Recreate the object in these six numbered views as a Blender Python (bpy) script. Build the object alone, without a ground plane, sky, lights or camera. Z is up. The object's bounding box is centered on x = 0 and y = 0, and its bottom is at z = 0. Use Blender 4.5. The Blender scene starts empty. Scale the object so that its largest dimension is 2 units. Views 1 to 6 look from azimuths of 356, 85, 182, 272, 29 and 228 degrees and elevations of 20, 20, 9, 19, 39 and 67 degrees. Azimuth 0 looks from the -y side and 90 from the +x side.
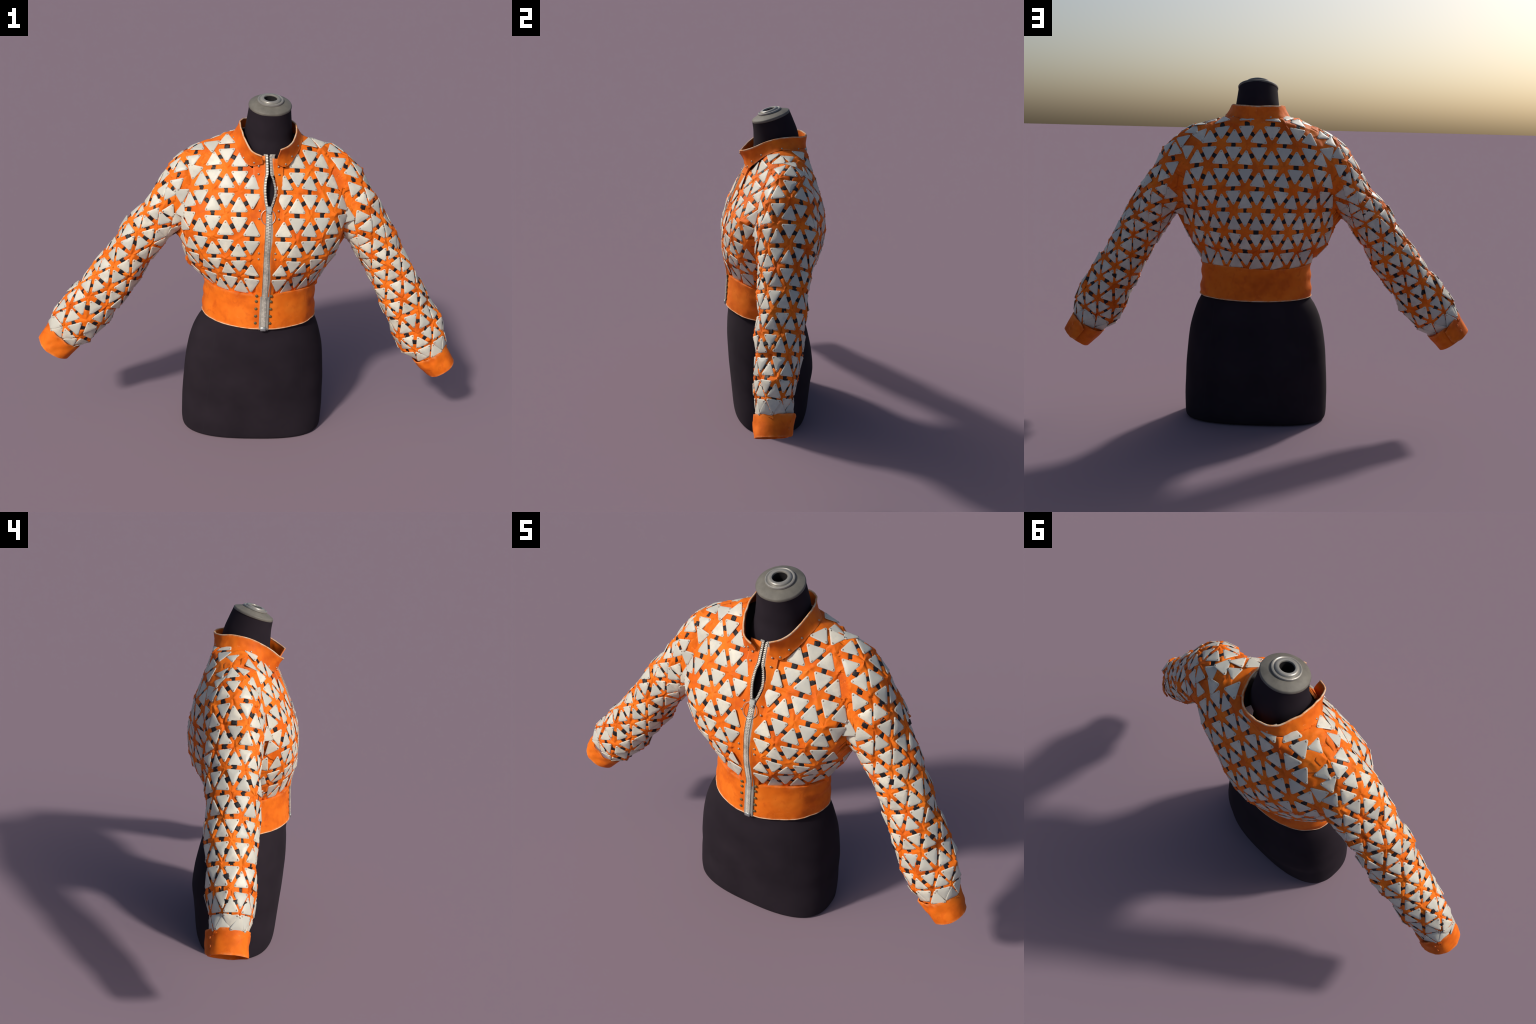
"""Cropped jacket of triangular metal plates riveted on orange leather, worn by a black tailor's mannequin."""
import bpy, bmesh, random
import numpy as np
from math import pi, sin, cos, sqrt, radians, hypot, copysign
from mathutils import Vector, Matrix, noise
from mathutils.bvhtree import BVHTree
from mathutils.kdtree import KDTree

random.seed(7)
rng = np.random.default_rng(7)
PITCH = 0.1145            # distance between neighbouring star centres
ROOT3 = sqrt(3.0)

# ------------------------------------------------------------------ helpers
def pchip(xs, ys):
    xs = np.asarray(xs, float); ys = np.asarray(ys, float)
    h = np.diff(xs); d = np.diff(ys) / h
    m = np.zeros(len(xs)); m[0] = d[0]; m[-1] = d[-1]
    for i in range(1, len(xs) - 1):
        if d[i-1] * d[i] > 0:
            w1 = 2*h[i] + h[i-1]; w2 = h[i] + 2*h[i-1]
            m[i] = (w1 + w2) / (w1/d[i-1] + w2/d[i])
    def f(x):
        x = np.clip(x, xs[0], xs[-1])
        i = np.clip(np.searchsorted(xs, x) - 1, 0, len(h) - 1)
        t = (x - xs[i]) / h[i]
        return ((1+2*t)*(1-t)**2)*ys[i] + (t*(1-t)**2)*h[i]*m[i] + (t*t*(3-2*t))*ys[i+1] + (t*t*(t-1))*h[i]*m[i+1]
    # dense samples make the scalar look-up fast
    N = 3000; lo, hi = float(xs[0]), float(xs[-1]); k = N/(hi-lo)
    dense = [float(v) for v in f(np.linspace(lo, hi, N+1))]
    def g(x):
        u = (x-lo)*k
        if u <= 0: return dense[0]
        if u >= N: return dense[N]
        i = int(u); w = u - i
        return dense[i]*(1-w) + dense[i+1]*w
    return g

def table(rows):
    a = np.array(rows, float)
    return [pchip(a[:, 0], a[:, k]) for k in range(1, a.shape[1])]

def catmull(points, n, closed=False):
    """n samples along a smooth curve through the points."""
    p = np.array(points, float); m = len(p)
    out = []
    segs = m if closed else m - 1
    for k in range(n):
        u = k * segs / n if closed else k * segs / (n - 1)
        i = min(int(u), segs - 1); t = u - i
        idx = [(i + o) % m if closed else min(max(i + o, 0), m - 1) for o in (-1, 0, 1, 2)]
        a, b, c, d = p[idx]
        out.append(0.5*((2*b) + (c-a)*t + (2*a-5*b+4*c-d)*t*t + (3*b-a-3*c+d)*t**3))
    return np.array(out)

def make_object(name, verts, faces, material, parent=None, smooth=True, kind=None):
    me = bpy.data.meshes.new(name)
    me.from_pydata([tuple(v) for v in verts], [], faces)
    me.update()
    bm = bmesh.new(); bm.from_mesh(me)
    bmesh.ops.recalc_face_normals(bm, faces=bm.faces)
    bm.to_mesh(me); bm.free()
    if smooth:
        me.polygons.foreach_set("use_smooth", [True]*len(me.polygons))
    if material: me.materials.append(material)
    ob = bpy.data.objects.new(name, me)
    bpy.context.scene.collection.objects.link(ob)
    if parent: ob.parent = parent
    if kind: ob["kind"] = kind
    return ob

def sharpen(ob, angle=35):
    bm = bmesh.new(); bm.from_mesh(ob.data)
    for e in bm.edges:
        if len(e.link_faces) == 2 and e.calc_face_angle(0) > radians(angle):
            e.smooth = False
    bm.to_mesh(ob.data); bm.free()

def grid_faces(nu, nv, wrap_u=False, wrap_v=False, off=0):
    F = []
    for i in range(nu if wrap_u else nu - 1):
        for j in range(nv if wrap_v else nv - 1):
            a = i*nv + j; b = ((i+1) % nu)*nv + j
            c = ((i+1) % nu)*nv + (j+1) % nv; d = i*nv + (j+1) % nv
            F.append((off+a, off+b, off+c, off+d))
    return F

def strip_solid(outer, inner):
    """Closed solid from two equal grids (nu, nv, 3): an outer and an inner face."""
    nu, nv = outer.shape[:2]
    V = list(outer.reshape(-1, 3)) + list(inner.reshape(-1, 3)); n = nu*nv
    F = grid_faces(nu, nv) + [tuple(reversed(f)) for f in grid_faces(nu, nv, off=n)]
    rim = [i*nv for i in range(nu)] + [(nu-1)*nv + j for j in range(1, nv)] + \
          [i*nv + nv-1 for i in range(nu-2, -1, -1)] + [j for j in range(nv-2, 0, -1)]
    for k in range(len(rim)):
        a, b = rim[k], rim[(k+1) % len(rim)]
        F.append((a, b, n+b, n+a))
    return V, F

def fnoise(p, scale, seed=0.0):
    return noise.noise(Vector((p[0]*scale + seed, p[1]*scale - seed, p[2]*scale + 3.1*seed)))

# ------------------------------------------------------------------ materials
class Nodes:
    def __init__(s, name):
        s.mat = bpy.data.materials.new(name); s.mat.use_nodes = True
        s.nt = s.mat.node_tree; s.nt.nodes.clear()
        s.out = s.add("ShaderNodeOutputMaterial"); s.bsdf = s.add("ShaderNodeBsdfPrincipled")
        s.link(s.bsdf.outputs[0], s.out.inputs[0])
        s.coord = s.add("ShaderNodeTexCoord").outputs["Object"]
    def add(s, t, **kw):
        n = s.nt.nodes.new(t)
        for k, v in kw.items(): setattr(n, k, v)
        return n
    def link(s, a, b): s.nt.links.new(a, b)
    def vec(s, scale=(1, 1, 1), random_shift=False):
        m = s.add("ShaderNodeMapping"); m.inputs["Scale"].default_value = scale
        s.link(s.coord, m.inputs["Vector"])
        if random_shift:
            r = s.add("ShaderNodeObjectInfo"); mul = s.add("ShaderNodeMath", operation="MULTIPLY")
            mul.inputs[1].default_value = 37.0; s.link(r.outputs["Random"], mul.inputs[0])
            s.link(mul.outputs[0], m.inputs["Location"])
        return m.outputs[0]
    def noise(s, scale, detail=4, rough=0.55, vec=None, distortion=0.0):
        n = s.add("ShaderNodeTexNoise"); n.inputs["Scale"].default_value = scale
        n.inputs["Detail"].default_value = detail; n.inputs["Roughness"].default_value = rough
        n.inputs["Distortion"].default_value = distortion
        s.link(vec or s.coord, n.inputs["Vector"]); return n.outputs["Fac"]
    def ramp(s, fac, stops):
        r = s.add("ShaderNodeValToRGB"); e = r.color_ramp.elements
        e[0].position, e[0].color = stops[0][0], (*stops[0][1], 1)
        e[1].position, e[1].color = stops[-1][0], (*stops[-1][1], 1)
        for p, c in stops[1:-1]:
            x = e.new(p); x.color = (*c, 1)
        s.link(fac, r.inputs[0]); return r.outputs[0]
    def mask(s, fac, lo, hi):
        m = s.add("ShaderNodeMapRange"); m.inputs[1].default_value = lo; m.inputs[2].default_value = hi
        s.link(fac, m.inputs[0]); return m.outputs[0]
    def math(s, op, a, b=None):
        m = s.add("ShaderNodeMath", operation=op)
        for k, v in enumerate((a, b)):
            if v is None: continue
            if isinstance(v, (int, float)): m.inputs[k].default_value = v
            else: s.link(v, m.inputs[k])
        return m.outputs[0]
    def mix(s, fac, a, b, mode="MIX"):
        m = s.add("ShaderNodeMix", data_type="RGBA", blend_type=mode)
        for sock, v in ((m.inputs[0], fac), (m.inputs[6], a), (m.inputs[7], b)):
            if isinstance(v, (int, float)): sock.default_value = v
            elif isinstance(v, tuple): sock.default_value = (*v, 1)
            else: s.link(v, sock)
        return m.outputs[2]
    def finish(s, colour, rough, bump=None, strength=0.2, dist=0.002, metallic=0.0, spec=0.4):
        b = s.bsdf
        for key, v in (("Base Color", colour), ("Roughness", rough)):
            if isinstance(v, tuple): b.inputs[key].default_value = (*v, 1)
            elif isinstance(v, (int, float)): b.inputs[key].default_value = v
            else: s.link(v, b.inputs[key])
        b.inputs["Metallic"].default_value = metallic
        b.inputs["Specular IOR Level"].default_value = spec
        if bump is not None:
            n = s.add("ShaderNodeBump"); n.inputs["Strength"].default_value = strength
            n.inputs["Distance"].default_value = dist
            s.link(bump, n.inputs["Height"]); s.link(n.outputs[0], b.inputs["Normal"])
        return s.mat

def leather(name, tint=1.0, scuff=0.5):
    n = Nodes(name)
    broad = n.noise(9, 3)
    base = n.ramp(broad, [(0.3, (0.56*tint, 0.090*tint, 0.003)), (0.5, (0.76*tint, 0.150*tint, 0.006)),
                          (0.72, (0.82*tint, 0.190*tint, 0.012))])
    blotch = n.mask(n.noise(26, 5, 0.65, distortion=0.6), 0.52, 0.72)
    base = n.mix(n.math("MULTIPLY", blotch, 0.55), base, (0.52, 0.070, 0.004))
    fine = n.noise(75, 6, 0.75, distortion=1.2)
    worn = n.math("MULTIPLY", n.mask(fine, 0.60, 0.74), n.mask(n.noise(15, 3), 0.46, 0.64))
    base = n.mix(n.math("MULTIPLY", worn, scuff), base, (0.86, 0.46, 0.22))
    geo = n.add("ShaderNodeNewGeometry")
    edge = n.math("MULTIPLY", n.mask(geo.outputs["Pointiness"], 0.53, 0.62), n.mask(n.noise(40, 3), 0.42, 0.62))
    base = n.mix(n.math("MULTIPLY", edge, 0.45), base, (0.86, 0.42, 0.18))
    grain = n.noise(320, 4, 0.6)
    return n.finish(base, n.ramp(n.noise(50, 3), [(0.3, (.58, .58, .58)), (0.7, (.74, .74, .74))]), grain, 0.25, 0.0015, spec=0.18)

def metal_sheet():
    n = Nodes("painted_metal")
    v = n.vec(random_shift=True)
    info = n.add("ShaderNodeObjectInfo")
    tone = n.ramp(info.outputs["Random"], [(0.0, (0.45, 0.445, 0.395)), (0.5, (0.57, 0.55, 0.465)), (1.0, (0.67, 0.63, 0.52))])
    cloud = n.noise(26, 4, 0.6, v)
    col = n.mix(n.mask(cloud, 0.35, 0.72), tone, (0.475, 0.475, 0.43))
    stain = n.mask(n.noise(60, 5, 0.7, v, 1.0), 0.62, 0.78)
    col = n.mix(n.math("MULTIPLY", stain, 0.5), col, (0.38, 0.35, 0.28))
    return n.finish(col, 0.46, n.noise(40, 3, 0.5, v), 0.12, 0.002, metallic=0.0, spec=0.45)

def simple(name, colour, rough, metallic=0.0, grain=200, vary=0.25, spec=0.4):
    n = Nodes(name)
    dark = tuple(c*(1-vary) for c in colour); light = tuple(min(1, c*(1+vary)) for c in colour)
    col = n.ramp(n.noise(22, 4, 0.6), [(0.3, dark), (0.7, light)])
    return n.finish(col, rough, n.noise(grain, 3), 0.2, 0.001, metallic, spec)

def mannequin_cloth():
    n = Nodes("black_jersey")
    col = n.ramp(n.noise(6, 3), [(0.3, (0.0145, 0.0108, 0.0155)), (0.7, (0.021, 0.0158, 0.022))])
    sep = n.add("ShaderNodeSeparateXYZ"); n.link(n.coord, sep.inputs[0])
    ax = n.math("ABSOLUTE", n.math("SUBTRACT", sep.outputs[0], 0.033))
    seam = n.math("ABSOLUTE", n.math("SUBTRACT", ax, n.math("ADD", 0.245, n.math("MULTIPLY", sep.outputs[2], -0.085))))
    line = n.math("LESS_THAN", seam, 0.0016)
    low = n.math("LESS_THAN", sep.outputs[2], 0.8)
    col = n.mix(n.math("MULTIPLY", n.math("MULTIPLY", line, low), 0.75), col, (0.018, 0.015, 0.02))
    dust = n.mask(n.noise(180, 5, 0.8), 0.62, 0.8)
    col = n.mix(n.math("MULTIPLY", dust, 0.06), col, (0.2, 0.18, 0.18))
    weave = n.noise(500, 2)
    mat = n.finish(col, 0.9, weave, 0.2, 0.001, spec=0.12)
    return mat

M_SHELL = leather("orange_leather")
M_PATCH = leather("orange_leather_star", 1.0, 0.75)
M_BAND = leather("orange_leather_band", 0.94, 0.45)
M_METAL = metal_sheet()
M_RIVET = simple("rivet_metal", (0.40, 0.34, 0.27), 0.36, 0.6)
M_STUD = simple("tarnished_brass", (0.13, 0.10, 0.045), 0.5, 0.3)
M_BLACK = simple("black_elastic", (0.011, 0.0095, 0.012), 0.55, spec=0.25)
M_PAINTED_SHADE = simple("dark_lining", (0.012, 0.011, 0.012), 0.7)
M_CLOTH = mannequin_cloth()
M_CAP = simple("grey_enamel", (0.125, 0.117, 0.099), 0.62, 0.0, grain=90, vary=0.22)
M_RING = simple("worn_steel", (0.27, 0.26, 0.235), 0.33, 0.35, vary=0.15)
M_TAPE = simple("grey_webbing", (0.24, 0.225, 0.205), 0.85, grain=420)
M_TEETH = simple("aluminium_teeth", (0.62, 0.59, 0.52), 0.35, 0.4)
M_SLIDER = simple("slider_nickel", (0.46, 0.50, 0.50), 0.3, 0.7)
def worn_edge():
    n = Nodes("worn_leather_edge")
    col = n.ramp(n.noise(45, 4, 0.6), [(0.30, (0.60, 0.19, 0.04)), (0.48, (0.62, 0.36, 0.20)), (0.70, (0.60, 0.50, 0.38))])
    return n.finish(col, 0.85, n.noise(200, 3), 0.3, 0.001, spec=0.2)
M_TRIM = worn_edge()

def empty(name, label, category):
    e = bpy.data.objects.new(name, None); bpy.context.scene.collection.objects.link(e)
    e["label"] = label; e["category"] = category
    return e
JACKET = empty("jacket", "cropped orange leather jacket covered in riveted triangular metal plates", "jacket")
MANNEQUIN = empty("mannequin", "black cloth tailor's bust with grey metal neck cap", "mannequin")

# ------------------------------------------------------------------ body shapes
INSET = 0.012    # leather lies this far below the outline that the plates make
# height: left x, right x, front y, back y, squareness of the front half, of the back half
TORSO = table([
    (0.740, -.220, .304, -.228, .172, 1.85, 1.9),
    (0.765, -.228, .310, -.228, .182, 1.75, 1.8),
    (0.800, -.260, .332, -.237, .203, 1.68, 1.6),
    (0.850, -.300, .366, -.256, .236, 1.80, 1.55),
    (0.900, -.325, .392, -.267, .257, 2.05, 1.6),
    (0.950, -.337, .407, -.271, .267, 2.35, 1.6),
    (1.000, -.347, .420, -.271, .271, 2.6, 1.68),
    (1.060, -.355, .431, -.263, .268, 2.8, 1.85),
    (1.100, -.361, .438, -.252, .260, 3.0, 2.1),
    (1.140, -.361, .439, -.238, .250, 3.0, 2.6),
    (1.200, -.348, .427, -.211, .233, 2.7, 3.1),
    (1.280, -.328, .408, -.174, .205, 2.0, 3.1),
    (1.340, -.308, .388, -.143, .183, 1.75, 2.7),
    (1.390, -.268, .350, -.112, .168, 1.7, 2.3),
    (1.425, -.205, .285, -.088, .160, 1.9, 2.2),
    (1.450, -.130, .215, -.062, .155, 2.0, 2.0),
    (1.462, -.080, .160, -.045, .130, 2.0, 2.0),
])
ZIP_X = 0.050
def torso_point(z, phi, inset=INSET):
    """phi = 0 faces the front (-y), positive towards +x."""
    xl, xr, yf, yb, nf, nb = [f(z) for f in TORSO]
    xc = ZIP_X*0.6 + 0.4*(xl+xr)/2
    s, c = sin(phi), cos(phi)
    n = nf if c > 0 else nb
    s = copysign(abs(s)**(2/n), s); c = copysign(abs(c)**(2/n), c)
    yc = 0.0
    ax = (xr - xc if s > 0 else xc - xl) - inset
    ay = (yc - yf if c > 0 else yb - yc) - inset
    return np.array([xc + ax*s, yc - ay*c, z])

_arc = {}
def arc_table(z):
    key = round(z, 3)
    if key not in _arc:
        ph = np.linspace(-pi, pi, 361)
        P = np.array([torso_point(key, p) for p in ph])
        s = np.r_[0, np.cumsum(np.linalg.norm(np.diff(P, axis=0), axis=1))]
        _arc[key] = (ph, s)
    return _arc[key]
_ref = {}
def phi_at_arc(z, arc, x_ref, front):
    """angle at a signed distance (towards +x) along the section from the point with x = x_ref."""
    z = round(z, 3)
    ph, s = arc_table(z)
    if (z, front) not in _ref:
        k = np.linspace(-.5, .5, 41) if front else np.linspace(pi-.5, pi+.5, 41)
        sg = 1 if front else -1
        p0 = float(np.interp(sg*x_ref, [sg*torso_point(z, p)[0] for p in k], k))
        _ref[(z, front)] = float(np.interp(p0 if p0 <= pi else p0 - 2*pi, ph, s))
    a0 = _ref[(z, front)]
    return float(np.interp(a0 + arc if front else (a0 - arc) % s[-1], s, ph))

# sleeves: x and z of the upper outline, of the lower outline, and the reach in y
SLEEVE_LEFT = [
    (.220, 1.447, .160, 1.060, -.070, .150),
    (.360, 1.414, .280, 1.030, -.095, .172), (.450, 1.352, .353, 1.012, -.122, .177),
    (.540, 1.234, .428, .974, -.130, .168), (.633, 1.082, .482, .902, -.126, .143),
    (.696, .980, .520, .835, -.126, .121), (.755, .873, .569, .752, -.135, .105),
    (.807, .788, .608, .670, -.143, .094), (.863, .700, .647, .595, -.148, .081),
    (.915, .612, .691, .494, -.153, .057), (.950, .522, .755, .418, -.151, .035),
    (.967, .468, .812, .371, -.150, .022)]
SLEEVE_RIGHT = [
    (-.140, 1.438, -.100, 1.060, -.070, .146),
    (-.270, 1.402, -.220, 1.030, -.095, .160), (-.361, 1.345, -.292, 1.022, -.120, .157),
    (-.456, 1.197, -.356, .984, -.124, .140), (-.566, 1.069, -.408, .928, -.121, .120),
    (-.620, 1.001, -.449, .864, -.123, .120), (-.678, .910, -.497, .776, -.126, .114),
    (-.738, .836, -.549, .695, -.129, .105), (-.798, .755, -.604, .623, -.129, .095),
    (-.858, .684, -.650, .544, -.129, .085), (-.914, .618, -.710, .480, -.127, .072),
    (-.944, .563, -.784, .424, -.122, .060), (-.958, .537, -.818, .402, -.117, .054)]

class Sleeve:
    def __init__(s, rows):
        a = np.array(rows, float); top = a[:, 0:2]; bot = a[:, 2:4]; mid = (top+bot)/2
        st = np.r_[0, np.cumsum(np.linalg.norm(np.diff(mid, axis=0), axis=1))]
        st -= st[1]                          # station 0 is the shoulder point
        s.start, s.end = st[0], st[-1]
        s.f = [pchip(st, c) for c in (mid[:, 0], mid[:, 1], (top-bot)[:, 0]/2, (top-bot)[:, 1]/2,
                                      (a[:, 4]+a[:, 5])/2, (a[:, 5]-a[:, 4])/2)]
    def at(s, t, th, inset=INSET):
        """th = 0 is the upper outline, +90 degrees the back."""
        mx, mz, dx, dz, yc, hy = [float(f(t)) for f in s.f]
        L = hypot(dx, dz); k = (L - inset)/L
        c, q = cos(th), sin(th)
        n = 2.25 if q < 0 else 1.8
        near = max(0.0, min(1.0, (.42-t)/.2))
        if c < 0: n += near*(.8 if q < 0 else -.35)      # slack in the front of the armpit, a tuck behind
        c = copysign(abs(c)**(2/n), c); q = copysign(abs(q)**(2/n), q)
        return np.array([mx + dx*k*c, yc + (hy-inset)*q, mz + dz*k*c])
LEFT, RIGHT = Sleeve(SLEEVE_LEFT), Sleeve(SLEEVE_RIGHT)

def loft_mesh(rings, cap=True):
    n = len(rings[0]); V = [p for r in rings for p in r]
    F = grid_faces(len(rings), n, wrap_v=True)
    if cap:
        F.append(tuple(range(n-1, -1, -1))); F.append(tuple((len(rings)-1)*n + k for k in range(n)))
    return V, F

# ------------------------------------------------------------------ leather shell (one surface for torso and sleeves)
def build_shell():
    parts = []
    zs = np.linspace(.745, 1.460, 60)
    parts.append(loft_mesh([[torso_point(z, p) for p in np.linspace(-pi, pi, 96, endpoint=False)] for z in zs]))
    for S in (LEFT, RIGHT):
        ts = np.linspace(S.start, S.end, 70)
        parts.append(loft_mesh([[S.at(t, p) for p in np.linspace(-pi, pi, 64, endpoint=False)] for t in ts]))
    V, F = [], []
    for v, f in parts:
        o = len(V); V += v; F += [tuple(o+i for i in q) for q in f]
    ob = make_object("leather_shell", V, F, None)
    m = ob.modifiers.new("r", "REMESH"); m.mode = "VOXEL"; m.voxel_size = 0.0075
    m = ob.modifiers.new("s", "SMOOTH"); m.iterations = 10; m.factor = 0.5
    dg = bpy.context.evaluated_depsgraph_get()
    me = bpy.data.meshes.new_from_object(ob.evaluated_get(dg))
    old = ob.data; ob.modifiers.clear(); ob.data = me; bpy.data.meshes.remove(old)
    me.name = "leather_shell"
    # cloth lumps: strongest on the sleeves and where the blouse is gathered
    co = [(v.co.copy(), v.normal.copy()) for v in me.vertices]
    for v, (p, n) in zip(me.vertices, co):
        on_sleeve = min(1, max(0, max(p.x-.42, -.36-p.x)/.10))
        low = min(1, max(0, (.93-p.z)/.1))*(1-on_sleeve)
        k = .0035 + .0085*on_sleeve + .006*low
        if p.y < 0: k *= min(1, abs(p.x-.05)/.15)
        h = noise.noise(p*11) * k + noise.noise(p*24 + Vector((7, 1, 3)))*k*.55
        fold = max(0.0, 1 - 5*abs(noise.noise(Vector((p.x*7 + p.z*3, p.y*6, p.z*7 - p.x*3)))))**2
        h += .0075*fold*on_sleeve
        v.co = p + n*h
    me.polygons.foreach_set("use_smooth", [True]*len(me.polygons))
    me.materials.append(M_SHELL); ob.parent = JACKET
    return ob
shell = build_shell()
SV = np.array([v.co for v in shell.data.vertices]); SN = np.array([v.normal for v in shell.data.vertices])
bvh = BVHTree.FromPolygons([tuple(v) for v in SV], [tuple(p.vertices) for p in shell.data.polygons])
kd = KDTree(len(SV))
for i, v in enumerate(SV): kd.insert(v, i)
kd.balance()
def on_shell(p):
    loc, nor, idx, d = bvh.find_nearest(Vector(p))
    near = kd.find_n(loc, 8)
    w = np.array([1/(x[2]+.004) for x in near])
    n = (SN[[x[1] for x in near]]*w[:, None]).sum(0)
    return np.array(loc), n/np.linalg.norm(n)

# ------------------------------------------------------------------ plate lattice
class Panel:
    """Maps lattice coordinates (a columns, b rows) to points on the leather."""
    def __init__(s, name, rows, half, place, a_range, keep):
        s.name, s.half, s.place, s.a_range, s.keep, s.nrows = name, half, place, a_range, keep, len(rows)
        xs = np.arange(len(rows)); s.row = lambda b: float(np.interp(b, xs, rows)) if 0 <= b <= len(rows)-1 else \
            (rows[0] + b*(rows[1]-rows[0]) if b < 0 else rows[-1] + (b-len(rows)+1)*(rows[-1]-rows[-2]))
    def raw(s, a, b): return s.place(a, s.row(b))

gather = pchip([.70, .785, .868, .955, 1.05, 1.5], [.80, .82, .88, .97, 1.0, 1.0])
gather_back = pchip([.70, .785, .845, .936, 1.034, 1.13, 1.32, 1.5], [.80, .84, .86, .87, .90, .95, 1.01, 1.01])
FRONT_TOP, BACK_TOP = 1.238, 1.227        # above these rows the rows are counted along the shoulder curve
_curve = {}
def shoulder_curve(x):
    """outline of the shell in the plane x = const, from the front over the shoulder to the back."""
    x = round(x, 3)
    if x not in _curve:
        P = []
        o = Vector((x, 0.0, 1.16))
        for a in np.linspace(-.35, pi+.35, 110):
            hit = bvh.ray_cast(o, Vector((0, -cos(a), sin(a))))[0]
            if hit is not None: P.append(np.array(hit))
        P = np.array(P)
        _curve[x] = (P, np.r_[0, np.cumsum(np.linalg.norm(np.diff(P, axis=0), axis=1))])
    return _curve[x]
def over_shoulder(x, start_z, arc, front):
    P, s = shoulder_curve(x)
    h = len(P)//2
    s0 = np.interp(start_z, P[:h, 2], s[:h]) if front else np.interp(-start_z, -P[h:, 2], s[h:])
    t = s0 + arc if front else s0 - arc
    return np.array([x, np.interp(t, s, P[:, 1]), np.interp(t, s, P[:, 2])])
def front_place(side):
    def f(a, z):
        if z <= FRONT_TOP:
            return torso_point(z, phi_at_arc(z, side*a*PITCH*gather(z), ZIP_X, True))
        x = torso_point(FRONT_TOP, phi_at_arc(FRONT_TOP, side*a*PITCH, ZIP_X, True))[0]
        return over_shoulder(x, FRONT_TOP, (z-FRONT_TOP)*1.08, True)
    return f
def back_place(a, z):
    if z <= BACK_TOP:
        return torso_point(z, phi_at_arc(z, a*PITCH*gather_back(z), 0.032, False))
    x = torso_point(BACK_TOP, phi_at_arc(BACK_TOP, a*PITCH, 0.032, False))[0]
    return over_shoulder(x, BACK_TOP, (z-BACK_TOP)*1.07, False)
def sleeve_place(S, turn):
    return lambda a, t: S.at(t, a*pi/4 + turn(t))

FRONT_ROWS = [1.514, 1.422, 1.330, 1.238, 1.146, 1.049, .955, .868, .764]
BACK_ROWS = [1.604, 1.510, 1.416, 1.322, 1.227, 1.130, 1.034, .936, .846, .750]
LEFT_ROWS = [-.125, -.04, .050, .138, .216, .295, .374, .455, .545, .635, .725, .827, .914, .990]
RIGHT_ROWS = [-.125, -.04, .045, .122, .193, .263, .339, .440, .535, .630, .723, .823, .926, .995]
armhole = pchip([0, 12, 25, 45, 65, 90, 130, 180], [-.11, -.08, -.035, .015, .05, .085, .135, .19])
def sleeve_keep(a, b, row, turn):
    th = abs(((a*45 + np.degrees(turn(row)) + 180) % 360) - 180)
    return row > float(armhole(th))
left_turn = lambda t: radians(float(np.interp(t, [.2, .5, .75, 1], [3, 0, -4, -8])))
right_turn = lambda t: radians(float(np.interp(t, [0, .3, .5, .75, 1], [4, -2, 0, -3, -2])))

PANELS = [
    Panel("left", LEFT_ROWS, [.5, 0], sleeve_place(LEFT, left_turn), (-4, 4), lambda a, b, r: sleeve_keep(a, b, r, left_turn)),
    Panel("right", RIGHT_ROWS, [0, .5], sleeve_place(RIGHT, right_turn), (-4, 4), lambda a, b, r: sleeve_keep(a, b, r, right_turn)),
    Panel("front_left", FRONT_ROWS, [.60, .10], front_place(1), (.4, 4.7), None),
    Panel("front_right", FRONT_ROWS, [.60, .10], front_place(-1), (.4, 4.7), None),
    Panel("back", BACK_ROWS, [0, .5], back_place, (-4.6, 4.6), None),
]
# parity: on the left sleeve rows 3, 5, 7 ... have a connector on the top line
PANELS[0].half = [.5, 0]; PANELS[1].half = [.5, 0]

NECK = (0.048, -0.002)
# ------------------------------------------------------------------ neckline
COLLAR_BOTTOM = [(.022, -.152, 1.358), (-.030, -.134, 1.372), (-.070, -.100, 1.403), (-.104, -.045, 1.430), (-.113, .010, 1.444),
                 (-.098, .065, 1.444), (-.066, .112, 1.438), (-.015, .140, 1.434), (.045, .148, 1.432), (.098, .141, 1.434),
                 (.146, .112, 1.440), (.184, .060, 1.450), (.203, .000, 1.454), (.192, -.060, 1.434), (.158, -.115, 1.405),
                 (.120, -.140, 1.374), (.082, -.152, 1.360)]
COLLAR_TOP = [(.014, -.177, 1.396), (-.028, -.158, 1.412), (-.054, -.115, 1.448), (-.072, -.045, 1.486), (-.075, .010, 1.502),
              (-.066, .060, 1.506), (-.047, .104, 1.501), (-.006, .137, 1.500), (.045, .148, 1.497), (.094, .142, 1.500),
              (.130, .112, 1.502), (.158, .060, 1.506), (.172, .000, 1.502), (.170, -.060, 1.485), (.155, -.115, 1.457),
              (.128, -.155, 1.437), (.094, -.178, 1.427)]
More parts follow.
